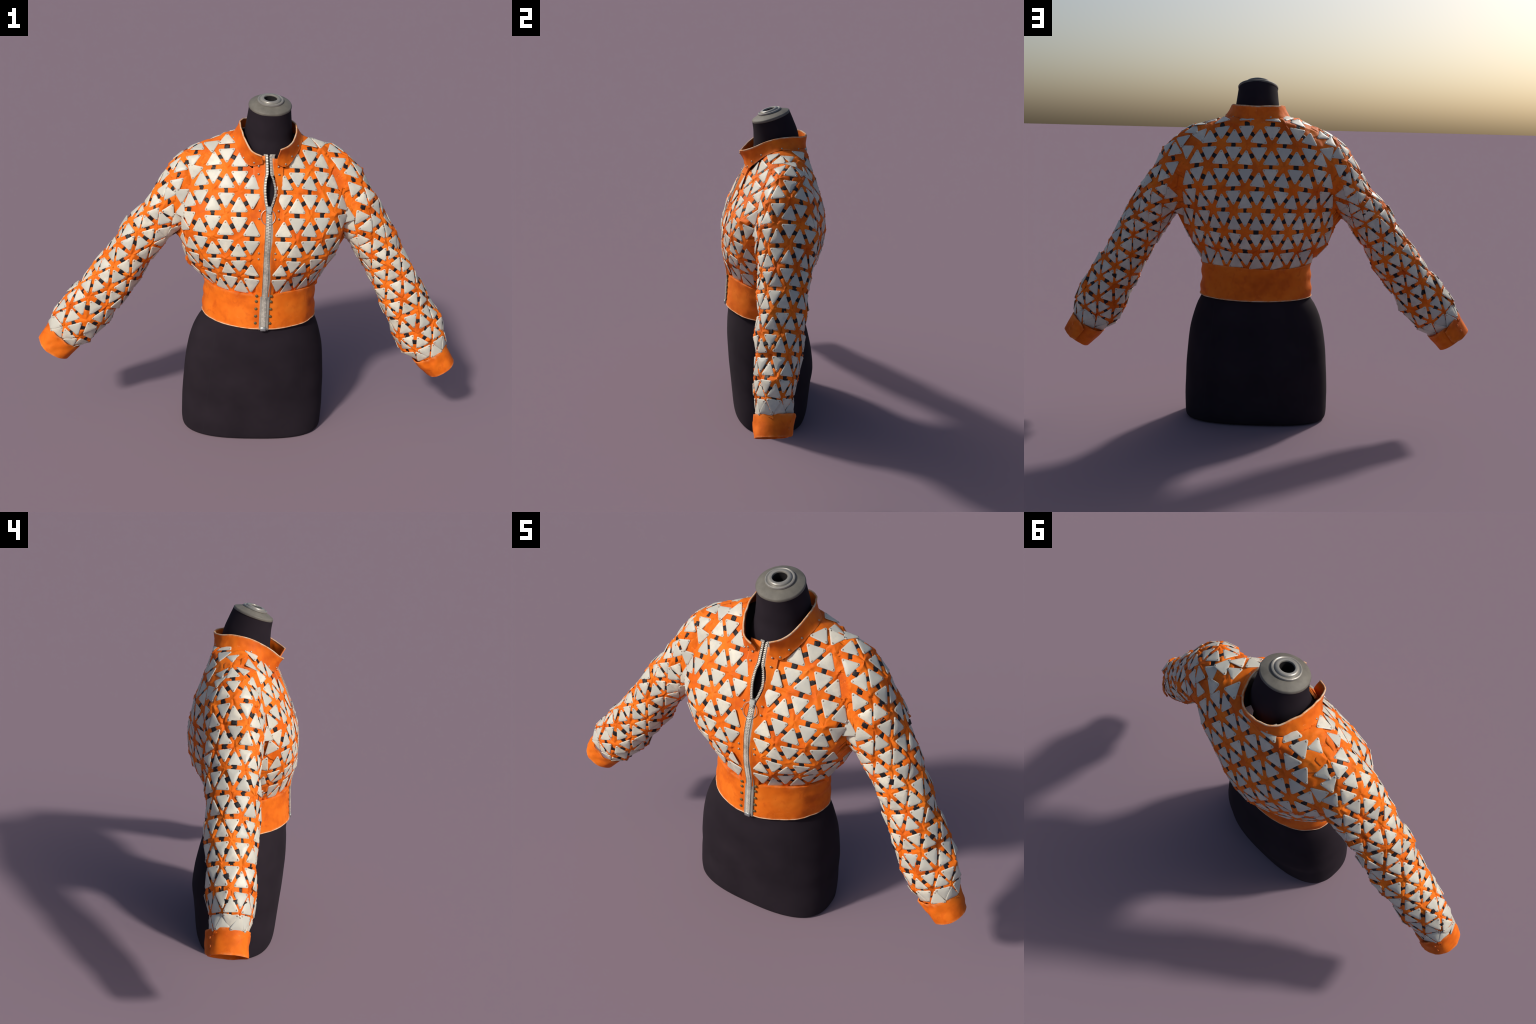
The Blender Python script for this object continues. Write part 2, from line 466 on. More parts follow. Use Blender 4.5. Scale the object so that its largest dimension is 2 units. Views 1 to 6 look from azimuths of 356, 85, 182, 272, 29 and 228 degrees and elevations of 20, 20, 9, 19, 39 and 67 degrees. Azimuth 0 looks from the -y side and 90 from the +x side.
# the seam lies on the leather
for i, (x, y, z) in enumerate(COLLAR_BOTTOM):
    hit = bvh.ray_cast(Vector((x, y, 1.7)), Vector((0, 0, -1)))[0]
    if hit is not None and i not in (0, len(COLLAR_BOTTOM)-1):
        COLLAR_BOTTOM[i] = (x, y, min(z, max(hit.z + .003, z - .03)))
_cb = catmull(COLLAR_BOTTOM, 120, closed=True)
_ca = np.arctan2(_cb[:, 1]-NECK[1], _cb[:, 0]-NECK[0]); _cr = np.hypot(_cb[:, 0]-NECK[0], _cb[:, 1]-NECK[1])
_o = np.argsort(_ca)
def neckline_radius(a): return float(np.interp(a, _ca[_o], _cr[_o], period=2*pi))
def neckline_height(a): return float(np.interp(a, _ca[_o], _cb[_o, 2], period=2*pi))

def inside_collar(p):
    dx, dy = p[0]-NECK[0], p[1]-NECK[1]
    return p[2] > 1.33 and hypot(dx, dy) < neckline_radius(np.arctan2(dy, dx)) + (.008 if p[1] < -.05 else (-.012 if p[1] > .06 else .001))

class Plate: pass
plates, hubs, links = [], {}, {}
placed = KDTree(2000); placed_pts = []
def too_near(c, lim, panel):
    return any(pl.panel is not panel and np.linalg.norm(pl.centre - c) < lim for pl in plates)

def hub_rows(P, j):
    off = P.half[j % 2]
    if P.name in ("left", "right"):
        return [(-4 + i + off) for i in range(8)]
    if P.name == "back":
        return [(-5 + i + off) for i in range(11)]
    return [(off + i) for i in range(0, 6)]

for P in PANELS:
    cyclic = P.name in ("left", "right")
    cand = []
    for j in range(P.nrows - 1):
        for a in hub_rows(P, j):          # base on the upper row, apex on the lower row
            cand.append(((a, j), (a+1, j), (a+.5, j+1)))
        for a in hub_rows(P, j+1):        # base on the lower row
            cand.append(((a, j+1), (a+1, j+1), (a+.5, j)))
    for tri in cand:
        ca = sum(t[0] for t in tri)/3; cb = sum(t[1] for t in tri)/3
        base_b = tri[0][1]; apex_b = tri[2][1]
        if not (P.a_range[0] <= ca <= P.a_range[1]): continue
        if P.keep and not P.keep(ca, cb, P.row(cb)): continue
        c, n = on_shell(P.raw(ca, cb))
        if not cyclic:
            d = np.linalg.norm(c - P.raw(ca, cb))
            if d > .032: continue
            lim = max(0, c[2]-1.25)*.45
            if c[2] > .99 and not (-.365+lim < c[0] < .445-lim): continue
        if inside_collar(c): continue
        if too_near(c, .049 if c[2] > 1.30 else .053, P): continue
        pl = Plate(); pl.panel = P; pl.tri = tri; pl.centre = c
        corners = []
        for (a, b) in tri:
            q, m = on_shell(P.raw(ca + (a-ca)*.58, cb + (b-cb)*.58)); corners.append(q)
        pl.corners = corners
        plates.append(pl)
        for (a, b) in tri:
            key = (P.name, round(((a+4) % 8) if cyclic else a, 3), b)
            hubs.setdefault(key, [P, a, b, 0])[3] += 1
        for (k1, k2) in ((0, 1), (1, 2), (2, 0)):
            (a1, b1), (a2, b2) = tri[k1], tri[k2]
            am, bm_ = (a1+a2)/2, (b1+b2)/2
            key = (P.name, round(((am+4) % 8) if cyclic else am, 3), bm_)
            links.setdefault(key, [P, (a1, b1), (a2, b2), 0])[3] += 1

# seams: odd plates fill the places that no panel reaches (shoulder ridge, armholes, side seams)
class Loose: name = "loose"; nrows = 99
hub_pts = [on_shell(P.raw(a, b))[0] for (P, a, b, cnt) in hubs.values() if cnt >= 3]
hkd = KDTree(len(hub_pts))
for i, p in enumerate(hub_pts): hkd.insert(p, i)
hkd.balance()
pk = [pl.centre for pl in plates]
order_v = np.random.default_rng(3).permutation(len(SV))[::3]
for vi in order_v:
    p, n = SV[vi], SN[vi]
    if p[2] < .83 or inside_collar(p): continue
    if p[2] > 1.36 and hypot(p[0]-NECK[0], p[1]-NECK[1]) < neckline_radius(np.arctan2(p[1]-NECK[1], p[0]-NECK[0])) + .022: continue
    if p[1] < 0 and abs(p[0]-ZIP_X) < .10: continue
    if p[0] > .86 or p[0] < -.86: continue
    if hkd.find(p)[2] < .036: continue
    dist = np.linalg.norm(np.array(pk) - p, axis=1)
    if dist.min() < .0525: continue
    near = [pk[i] for i in np.argsort(dist)[:5]]
    e1 = np.cross(n, [0, 0, 1.0]); e1 /= np.linalg.norm(e1); e2 = np.cross(n, e1)
    best = None
    R_ = PITCH/ROOT3
    for k in range(12):
        a0 = k*pi/18
        cs = [p + R_*.58*(e1*cos(a0+j*2*pi/3) + e2*sin(a0+j*2*pi/3)) for j in range(3)]
        gap = min(np.linalg.norm(c-q) for c in cs for q in near)
        if best is None or gap > best[0]: best = (gap, cs)
    pl = Plate(); pl.panel = Loose; pl.tri = ((0, 0),)*3; pl.centre = p
    pl.corners = [on_shell(c)[0] for c in best[1]]
    plates.append(pl); pk.append(p)

# rigid frame of each plate
PLATE_LIFT = 0.0055
DOME = {0: .8, 1: 2.4}                   # plates on the arms are bent more than those on the body
for pl in plates:
    c1, c2, c3 = pl.corners
    cen = (c1+c2+c3)/3
    n = np.cross(c2-c1, c3-c1); n /= np.linalg.norm(n)
    _, sn = on_shell(cen)
    if n @ sn < 0: n = -n
    up = c3 - (c1+c2)/2; up -= n*(up @ n); height = np.linalg.norm(up); up /= height
    side = np.cross(up, n)
    width = abs((c2-c1) @ side)
    ideal = PITCH*.58
    sx = min(max(width/ideal, .80), 1.03); sy = min(max(height/(ideal*ROOT3/2), .84), 1.03)
    name = pl.panel.name; rowmid = sum(t[1] for t in pl.tri)/3
    if rowmid > pl.panel.nrows - 2: sx, sy = sx*1.10, sy*1.14
    surf, _ = on_shell(pl.centre)
    bulge = (surf - cen) @ n
    wob = .035 if pl.panel.name in ("left", "right") else (.06 if cen[2] < .9 else .025)
    tilt = Matrix.Rotation(rng.normal(0, wob), 3, 'X') @ Matrix.Rotation(rng.normal(0, wob), 3, 'Y') @ Matrix.Rotation(rng.normal(0, .025), 3, 'Z')
    R = np.array([side, up, n]).T @ np.array(tilt)
    pl.R = R; pl.sx, pl.sy = sx, sy
    pl.arm = 1 if name in ("left", "right") else 0
    lift = PLATE_LIFT + np.clip(bulge, 0, .012)*(.9 if pl.arm else .6)
    if name.startswith("front") and sum(t[0] for t in pl.tri)/3 < .95: lift += .0045      # these lie over the placket
    pl.pos = cen + n*lift
pkd = KDTree(len(plates))
for i, pl in enumerate(plates): pkd.insert(pl.pos, i)
pkd.balance()

# plate outline: rounded triangle, local x = base direction, y = apex
INR = PITCH/(2*ROOT3) - 0.0095          # inner radius of the plate
def plate_outline(inr, r, seg=5):
    pts = []
    rc = inr - r                         # the corner circles sit on a smaller triangle
    for k in range(3):
        ang = pi/2 + k*2*pi/3
        cx, cy = 2*rc*cos(ang), 2*rc*sin(ang)
        for i in range(seg+1):
            a = ang - pi/3 + 2*pi/3*i/seg
            pts.append((cx + r*cos(a), cy + r*sin(a)))
    return pts
def tri_dist(x, y, inr=INR):
    """signed distance outside the plate triangle (sharp)."""
    return max(-y, y*.5 + x*ROOT3/2, y*.5 - x*ROOT3/2) - inr
def press_under_plates(p, clearance, slope=.75, margin=.002):
    """push a leather point below the plates lying over it, so the leather bends along them."""
    for (co, i, d) in pkd.find_range(Vector(p), .07):
        pl = plates[i]
        loc = pl.R.T @ (p - pl.pos)
        if abs(loc[2]) > .045: continue
        d = tri_dist(loc[0]/pl.sx, loc[1]/pl.sy)
        lim = -clearance - DOME[pl.arm]*(loc[0]**2 + loc[1]**2) + max(0.0, d - margin)*slope
        if d < .03 and loc[2] > lim:
            p = p + pl.R[:, 2]*(lim - loc[2])
    return p

# ------------------------------------------------------------------ metal plates
def plate_mesh(seed, dome):
    th = .0022
    out = plate_outline(INR, .0062)
    n = len(out); r = np.random.default_rng(seed)
    dents = [(r.uniform(-.02, .02), r.uniform(-.02, .025), r.normal(0, .0011), r.uniform(.010, .02)) for _ in range(3)]
    bend = r.normal(0, .6); ang = r.uniform(0, pi)
    def z(x, y):
        h = -dome*(x*x + y*y) + bend*(x*cos(ang) + y*sin(ang))**2
        for (a, b, k, w) in dents: h += k*np.exp(-((x-a)**2 + (y-b)**2)/w**2)
        return h
    V, F = [], []
    rings = [(1.0, -th), (1.0, -.0008), (.965, 0), (.8, .0002), (.55, .0003), (.28, .0003)]
    for k, dz in rings:
        for (x, y) in out: V.append((x*k, y*k, z(x*k, y*k) + dz))
    F += grid_faces(len(rings), n, wrap_v=True)
    V.append((0, 0, z(0, 0) + .0003)); V.append((0, 0, z(0, 0) - th))
    for i in range(n):
        F.append(((len(rings)-1)*n + i, len(V)-2, (len(rings)-1)*n + (i+1) % n))
        F.append(((i+1) % n, len(V)-1, i))
    ob = make_object("metal_plate_source", V, F, M_METAL); sharpen(ob, 50)
    me = ob.data; me.name = "metal_plate"; bpy.data.objects.remove(ob)
    return me, z
VARIANTS = {k: [plate_mesh(s + 20*k, DOME[k]) for s in range(6)] for k in (0, 1)}

def plate_matrix(pl):
    M = Matrix.Identity(4); R = pl.R @ np.diag([pl.sx, pl.sy, 1.0])
    for i in range(3):
        for j in range(3): M[i][j] = R[i, j]
        M[i][3] = pl.pos[i]
    return M

def vis_rank(pl):      # plates in the armpits and under the sleeves show least
    return pl.R[2, 2]*.3 + abs(pl.R[1, 2])*.2 + (pl.sx*pl.sy)
order = sorted(range(len(plates)), key=lambda i: -vis_rank(plates[i]))
rest_v, rest_f = [], []
riv_v, riv_f = [], []
def add_dome(V, F, pos, x, y, n, radius, height, seg=8):
    o = len(V)
    for (rr, hh) in ((1.0, -.3), (1.0, .25), (.62, .85)):
        for k in range(seg):
            a = 2*pi*k/seg
            V.append(pos + x*(rr*radius*cos(a)) + y*(rr*radius*sin(a)) + n*(hh*height))
    V.append(pos + n*height)
    F += grid_faces(3, seg, wrap_v=True, off=o)
    F += [(o+2*seg+k, o+3*seg, o+2*seg+(k+1) % seg) for k in range(seg)]
for rank, i in enumerate(order):
    pl = plates[i]; kind = VARIANTS[pl.arm]; me, zf = kind[(i*5 + i//7) % len(kind)]
    M = plate_matrix(pl)
    if rank < 300:
        ob = bpy.data.objects.new("metal_plate", me)
        bpy.context.scene.collection.objects.link(ob)
        ob.parent = JACKET; ob.matrix_local = M
    else:
        o = len(rest_v)
        rest_v += [np.array(M @ v.co) for v in me.vertices]
        rest_f += [tuple(o+k for k in p.vertices) for p in me.polygons]
    for k in range(3):
        ang = pi/2 + k*2*pi/3; r = 2*(INR-.0062) - .0016
        x, y = r*cos(ang), r*sin(ang)
        pos = np.array(M @ Vector((x, y, zf(x, y)))); 
        add_dome(riv_v, riv_f, pos, pl.R[:, 0], pl.R[:, 1], pl.R[:, 2], .0036, .0018)
if rest_v:
    ob = make_object("metal_plates", rest_v, rest_f, M_METAL, JACKET, kind="stuff"); sharpen(ob, 50)
make_object("rivets", riv_v, riv_f, M_RIVET, JACKET, kind="stuff")

# ------------------------------------------------------------------ orange star patches under the plates
APO = .5 - .0074/PITCH                     # half width of a patch in columns; the rest is the connector gap
def hexagon_point(rho, ang):
    k = (ang % (pi/3)) - pi/6              # the flats face the six neighbours (0, 60, ... degrees)
    kk = ((ang + pi/6) % (pi/3)) - pi/6
    return rho*APO/cos(kk)
def patch(P, a, b, seed):
    r = np.random.default_rng(seed)
    NR, NA = 8, 36
    puff = r.normal(.0015, .0035); ridge = r.uniform(0, pi); amp = abs(r.normal(0, .0045)) + .001
    if P.name in ("left", "right"): puff = r.normal(.0045, .0045); amp *= 1.3
    low = P.row(b) < .90 and P.name not in ("left", "right")
    cuffend = P.name in ("left", "right") and P.row(b) > .88
    if low: ridge = pi/2 + r.normal(0, .25); amp = .011
    if cuffend: amp += .004; ridge = pi/2 + r.normal(0, .4)
    V = []; seedv = r.uniform(0, 50)
    for i in range(NR+1):
        rho = i/NR if i < NR else 1.0
        for k in range(NA):
            ang = 2*pi*k/NA
            rad = hexagon_point(rho, ang)
            da, db = rad*cos(ang), rad*sin(ang)/(ROOT3/2)
            q, n = on_shell(P.raw(a+da, b+db))
            lx, ly = da*PITCH, db*PITCH*ROOT3/2
            across = -lx*sin(ridge) + ly*cos(ridge)
            d = sqrt(lx*lx+ly*ly)
            h = .0030 + puff*np.exp(-(d/.026)**2) + amp*np.exp(-(across/.008)**2)*np.exp(-(d/.040)**2)
            h += .0022*fnoise(q, 28, seedv) + .0012*fnoise(q, 70, seedv)
            h *= 1 - .25*max(0, rho-.86)/.14
            p = press_under_plates(press_under_plates(q + n*h, .0024), .0024)
            if P.name.startswith("front"):  # tucked under the placket
                p[1] += .009*min(1.0, max(0.0, (.070 - abs(p[0]-ZIP_X))/.012))
            if p[2] > 1.33:                # nothing reaches inside the collar seam
                dx, dy = p[0]-NECK[0], p[1]-NECK[1]; rr = hypot(dx, dy); lim = neckline_radius(np.arctan2(dy, dx)) - .001
                if rr < lim: p = np.array([NECK[0]+dx*lim/rr, NECK[1]+dy*lim/rr, p[2]-.006-(lim-rr)*.3])
            V.append(p)
            if i == NR: pass
    # skirt turns the edge down into the shell
    edge = V[NR*NA:(NR+1)*NA]
    cen = sum(edge)/NA
    for p in edge:
        q, n = on_shell(p); V.append(p - n*.008 + (cen-p)*.02)
    F = grid_faces(NR+2, NA, wrap_v=True)
    F = [f for f in F if min(f) >= NA]     # ring 0 is a single point
    c = V[0]; V = [c] + V[NA:]
    F = [tuple(i - NA + 1 for i in f) for f in F]
    F += [(0, 1 + (k+1) % NA, 1 + k) for k in range(NA)]
    return V, F
n_patch = 0
for idx, (key, (P, a, b, cnt)) in enumerate(sorted(hubs.items(), key=lambda kv: kv[0])):
    if P.name.startswith("front") and a < .35: continue
    if cnt < 2: continue
    q, n = on_shell(P.raw(a, b))
    if inside_collar(q): continue
    if P.name.startswith("front") and q[2] > 1.29 and abs(q[0]-ZIP_X) < .09: continue      # covered by placket and collar
    V, F = patch(P, a, b, idx + 11)
    make_object("leather_star", V, F, M_PATCH, JACKET); n_patch += 1

# ------------------------------------------------------------------ black connectors in the gaps between the stars
def connector_mesh():
    w, l, t = .0102, .0118, .0004
    V = []
    xs = np.linspace(-l, l, 5); ys = np.linspace(-w, w, 5)
    top = np.array([[(x, y, t - 14*x*x*0 - .0006*(abs(y)/w)**4) for y in ys] for x in xs])
    bot = top.copy(); bot[..., 2] -= .006
    V, F = strip_solid(top, bot)
    ob = make_object("connector_source", V, F, M_BLACK); me = ob.data; me.name = "connector"
    bpy.data.objects.remove(ob); return me
CONN = connector_mesh()
con_v, con_f, n_con = [], [], 0
items = sorted(links.items(), key=lambda kv: (-kv[1][3], kv[0]))
for key, (P, h1, h2, cnt) in items:
    am, bm_ = (h1[0]+h2[0])/2, (h1[1]+h2[1])/2
    if P.name.startswith("front") and am < .5: continue      # the placket covers these
    if cnt < 2 and not (P.name.startswith("front") and am < .7): continue
    q, n = on_shell(P.raw(am, bm_))
    if inside_collar(q): continue
    q = press_under_plates(q + n*.002, .0034) 
    d = P.raw(am + (h2[0]-h1[0])*.2, bm_ + (h2[1]-h1[1])*.2) - P.raw(am - (h2[0]-h1[0])*.2, bm_ - (h2[1]-h1[1])*.2)
    d -= n*(d @ n); d /= np.linalg.norm(d); e = np.cross(n, d)
    M = Matrix(((d[0], e[0], n[0], q[0]), (d[1], e[1], n[1], q[1]), (d[2], e[2], n[2], q[2]), (0, 0, 0, 1)))
    if n_con < 300:
        ob = bpy.data.objects.new("connector", CONN); bpy.context.scene.collection.objects.link(ob)
        ob.parent = JACKET; ob.matrix_local = M; n_con += 1
    else:
        o = len(con_v); con_v += [np.array(M @ v.co) for v in CONN.vertices]
        con_f += [tuple(o+k for k in p.vertices) for p in CONN.polygons]
if con_v: make_object("connectors", con_v, con_f, M_BLACK, JACKET, kind="stuff")

# press the shell itself under the plates, cut the neck hole, the zip opening and the ends
bm = bmesh.new(); bm.from_mesh(shell.data)
for v in bm.verts:
    p = np.array(v.co)
    p2 = press_under_plates(p, .0045)
    v.co = Vector(p2)
dead = []
for f in bm.faces:
    c = f.calc_center_median()
    an = np.arctan2(c.y-NECK[1], c.x-NECK[0])
    if c.z > neckline_height(an) - .010 and hypot(c.x-NECK[0], c.y-NECK[1]) < neckline_radius(an) - .004: dead.append(f)
    elif abs(c.x-.056) < .020 and 1.165 < c.z < 1.40 and c.y < 0: dead.append(f)
    elif c.z < .748: 
        if abs(c.x) < .5: dead.append(f)
bmesh.ops.delete(bm, geom=dead, context="FACES")
bm.to_mesh(shell.data); bm.free()

# ------------------------------------------------------------------ front surface helper for the zip and plackets
FRONT_Y = pchip([.600, .664, .750, .800, .840, .930, 1.030, 1.090, 1.140, 1.170, 1.240, 1.290, 1.345, 1.386, 1.40],
                [-.2465, -.2435, -.2395, -.2425, -.251, -.264, -.264, -.252, -.234, -.222, -.197, -.176, -.150, -.130, -.125])
def front_at(x, z, lift=0.0):
    """point on the jacket front near the zip."""
    y = float(FRONT_Y(z))
    dy = (float(FRONT_Y(z+.01)) - float(FRONT_Y(z-.01)))/.02
    bow = .55*(x-ZIP_X)**2
    n = np.array([0, -1, dy]); n /= np.linalg.norm(n)
    return np.array([x, y + .006 + bow, z]) + n*lift
zip_x = pchip([.600, .70, .80, .95, 1.17, 1.30, 1.40], [.051, .051, .052, .051, .054, .050, .045])
gap_left = pchip([.60, 1.165, 1.20, 1.245, 1.29, 1.315, 1.40], [0, 0, -.008, -.012, -.008, -.001, 0])
gap_right = pchip([.60, 1.165, 1.20, 1.245, 1.29, 1.315, 1.38, 1.40], [0, 0, .012, .022, .014, .005, .004, .012])

def placket(side):
    zs = np.linspace(.770, 1.385 if side < 0 else 1.375, 60)
    outer, inner = [], []
    for z in zs:
        zx = float(zip_x(z))
        wide = min(1.0, .62 + max(0.0, z-.80)*1.9)
        if side < 0: x0, x1 = zx - .0135 + float(gap_left(z))*.9, zx - .066*wide
        else:        x0, x1 = zx + .0175 + float(gap_right(z))*.85 + .003*sin(z*31), zx + .064*wide
        ro, ri = [], []
        for k, u in enumerate(np.linspace(0, 1, 9)):
            x = x0 + (x1-x0)*u
            lift = .0036 - .0070*u*u*(3-2*u) + .0007*fnoise((x, 0, z), 30) + (.004*(1-u)**3 if side > 0 else .0015*(1-u)**3)
            if u > .9: lift -= .002
            ro.append(front_at(x, z, lift)); ri.append(front_at(x, z, lift - .007))
        outer.append(ro); inner.append(ri)
    V, F = strip_solid(np.array(outer), np.array(inner))
    ob = make_object("placket", V, F, M_BAND, JACKET); sharpen(ob, 45)
    return ob
placket(-1); placket(1)

# waistband: open at the zip, wraps round the waist
BAND = table([
    (.604, -.229, .314, -.244, .168, 1.95),
    (.640, -.227, .311, -.241, .168, 1.95),
    (.690, -.223, .308, -.238, .169, 1.9),
    (.735, -.222, .307, -.235, .172, 1.85),
    (.775, -.225, .310, -.233, .178, 1.85)])
def band_point(z, phi, inset):
    xl, xr, yf, yb, n = [float(f(z)) for f in BAND]
    xc = .044; s, c = sin(phi), cos(phi)
    s = np.sign(s)*abs(s)**(2/n); c = np.sign(c)*abs(c)**(2/n)
    return np.array([xc + ((xr-xc if s > 0 else xc-xl)-inset)*s, -((-yf if c > 0 else yb)-inset)*c, z])
def waistband():
    phis = np.concatenate([np.linspace(.052, 2*pi-.014, 150)])
    zs = np.linspace(0, 1, 16)
    outer, inner, hem = [], [], []
    for p in phis:
        ro, ri = [], []
        bottom = .606 + .006*cos(p)
        top = .765 + .010*cos(p) + (.004*sin(3*p))
        for u in zs:
            z = bottom + (top-bottom)*u
            q = band_point(z, p, 0)
            w = .0030*fnoise(q, 14) + .0018*fnoise(q, 34, 5)
            side = max(0, abs(sin(p)) - .72)/.28
            w += .005*side*sin(z*95 + 3*sin(p))*.5
            ro.append(band_point(z, p, .0005 - w)); ri.append(band_point(z, p, .008 - w))
        ro.append(band_point(top + .001, p, .004)); ri.append(band_point(top - .006, p, .009))
        ro.append(band_point(top - .002, p, .022)); ri.append(band_point(top - .007, p, .022))
        outer.append(ro); inner.append(ri); hem.append(ro[0])
    V, F = strip_solid(np.array(outer), np.array(inner))
    ob = make_object("waistband", V, F, M_BAND, JACKET); sharpen(ob, 50)
    piping("hem_edge", np.array(hem) + np.array([0, 0, -.0003]), .0024, ob)
    return ob
def piping(name, path, radius, parent, material=None, closed=False, seg=7):
    path = np.array(path); n = len(path); V = []
    for i in range(n):
        t = path[(i+1) % n if closed else min(i+1, n-1)] - path[i-1 if closed else max(i-1, 0)]
        t /= np.linalg.norm(t)
        a = np.cross(t, [0, 0, 1.0])
        if np.linalg.norm(a) < 1e-3: a = np.cross(t, [1.0, 0, 0])
        a /= np.linalg.norm(a); b = np.cross(t, a)
        for k in range(seg):
            an = 2*pi*k/seg; V.append(path[i] + radius*(a*cos(an) + b*sin(an)))
    F = grid_faces(n, seg, wrap_u=closed, wrap_v=True)
    if not closed: F += [tuple(range(seg)), tuple((n-1)*seg + k for k in range(seg))]
    return make_object(name, V, F, material or M_TRIM, parent)
band = waistband()

# ------------------------------------------------------------------ cuffs: an overlapping strap round each wrist
def cuff(rows, S, turn0, direction):
    """rows: start and end of the strap as (top x, z, bottom x, z, y min, y max)."""
    a = np.array(rows, float)
    outer, inner = [], []
    us = np.linspace(0, 1, 10)
    ths = np.linspace(0, 2*pi + .55, 84)
    for th in ths:
        extra = .0035 + .006*np.clip((th - 2*pi + .35)/.5, 0, 1) + .006*np.clip((th-2*pi)/.5, 0, 1)
        if th < .7: extra -= .005*(1 - th/.7)
        ro, ri = [], []
        tip = max(0.0, (th - 2*pi - .12)/.43)**2*.16      # rounded end of the tab
        for u in us:
            uu = tip + (1-2*tip)*u
            r = a[0]*(1-uu) + a[1]*uu
            top, bot = r[0:2], r[2:4]; mid = (top+bot)/2; d = (top-bot)/2
            L = np.linalg.norm(d); hy = (r[5]-r[4])/2; yc = (r[5]+r[4])/2
            ang = turn0 + direction*th
            n = 2.25; c, q = cos(ang), sin(ang)
            c = np.sign(c)*abs(c)**(2/n); q = np.sign(q)*abs(q)**(2/n)
            for lst, off in ((ro, extra), (ri, extra-.0055)):
                k = (L+off-.006)/L
                p = np.array([mid[0]+d[0]*k*c, yc+(hy+off-.006)*q, mid[1]+d[1]*k*c])
                w = .009*fnoise(p, 14, 2) + .005*fnoise(p, 34, 3)
                p[1] += w; p[0] += w*.5
                lst.append(p)
        outer.append(ro); inner.append(ri)
    V, F = strip_solid(np.array(outer), np.array(inner))
    ob = make_object("cuff", V, F, M_BAND, JACKET); sharpen(ob, 45)
    # snap studs on the tab
    o = np.array(outer); sv, sf = [], []
    for (iu, iv) in ((-9, 3), (-9, 6)):
        p = o[iu, iv]; x = o[iu+1, iv]-o[iu-1, iv]; y = o[iu, iv+1]-o[iu, iv-1]
        x /= np.linalg.norm(x); y -= x*(x @ y); y /= np.linalg.norm(y); n = np.cross(x, y)
        mid = o[:, iv].mean(0)
        if n @ (p-mid) < 0: n = -n
        add_dome(sv, sf, p, x, y, n, .0065, .0022, 12)
    make_object("snap_stud", sv, sf, M_BAND, ob)
cuff([(.950, .476, .800, .379, -.150, .028), (1.003, .393, .878, .303, -.153, .004)], LEFT, radians(64), 1)
cuff([(-.944, .542, -.806, .408, -.118, .056), (-1.001, .455, -.862, .347, -.114, .050)], RIGHT, radians(64), 1)

# ------------------------------------------------------------------ collar
def collar():
    n = 110
    B, T = catmull(COLLAR_BOTTOM, n), catmull(COLLAR_TOP, n)
    outer, inner, rim, seam = [], [], [], []
    cen = np.array([NECK[0], NECK[1]])
    for i in range(n):
        t = B[min(i+1, n-1)] - B[max(i-1, 0)]; out = np.cross(t, [0, 0, 1.0]); out /= np.linalg.norm(out)
        if out[:2] @ (B[i][:2]-cen) < 0: out = -out
        ro, ri = [], []
        for u in np.linspace(0, 1, 9):
            p = B[i]*(1-u) + T[i]*u
            w = .003*fnoise(p, 22, 1) + .002*fnoise(p, 50, 4) - .004*sin(pi*u)
            ro.append(p + out*(.0030 + w)); ri.append(p + out*(w-.0030))
        outer.append(ro); inner.append(ri); rim.append((ro[-1]+ri[-1])/2)
    V, F = strip_solid(np.array(outer), np.array(inner))
    ob = make_object("collar", V, F, M_BAND, JACKET); sharpen(ob, 50)
    piping("collar_edge", rim, .0036, ob)
    o = np.array(outer); sv, sf = [], []
    for k in (5, 12, 22, 34, 47, 58, 70, 80, 91, 97, 102):
        p = o[k, 2] if k % 2 else o[k, 1]
        x = o[k+1, 1]-o[k-1, 1]; x /= np.linalg.norm(x); y = o[k, 2]-o[k, 1]; y -= x*(x @ y); y /= np.linalg.norm(y)
        nn = np.cross(x, y)
        if nn[:2] @ (p[:2]-cen) < 0: nn = -nn
        add_dome(sv, sf, p, x, y, nn, .0045, .0026, 10)
    make_object("collar_rivets", sv, sf, M_RIVET, ob, kind="stuff")
    return ob
collar()
def painted_neck_shade():  # near-black funnel modelled for the shadow between collar and neck
    B = catmull(COLLAR_BOTTOM, 90, closed=True); rings = []
    for u in np.linspace(0, 1, 8):
        r = []
        for p in B:
            front = min(1.0, max(0.0, (-.11 - p[1])/.03))
            k = .985 - .22*u - .16*front
            q = np.array([NECK[0] + (p[0]-NECK[0])*k, NECK[1] + (p[1]-NECK[1])*k, p[2] - .004 - .030*u**1.5 - .012*front])
            r.append(q)
        rings.append(r)
    V, F = loft_mesh(rings, cap=False)
    make_object("neck_lining", V, F, M_PAINTED_SHADE, JACKET)
painted_neck_shade()

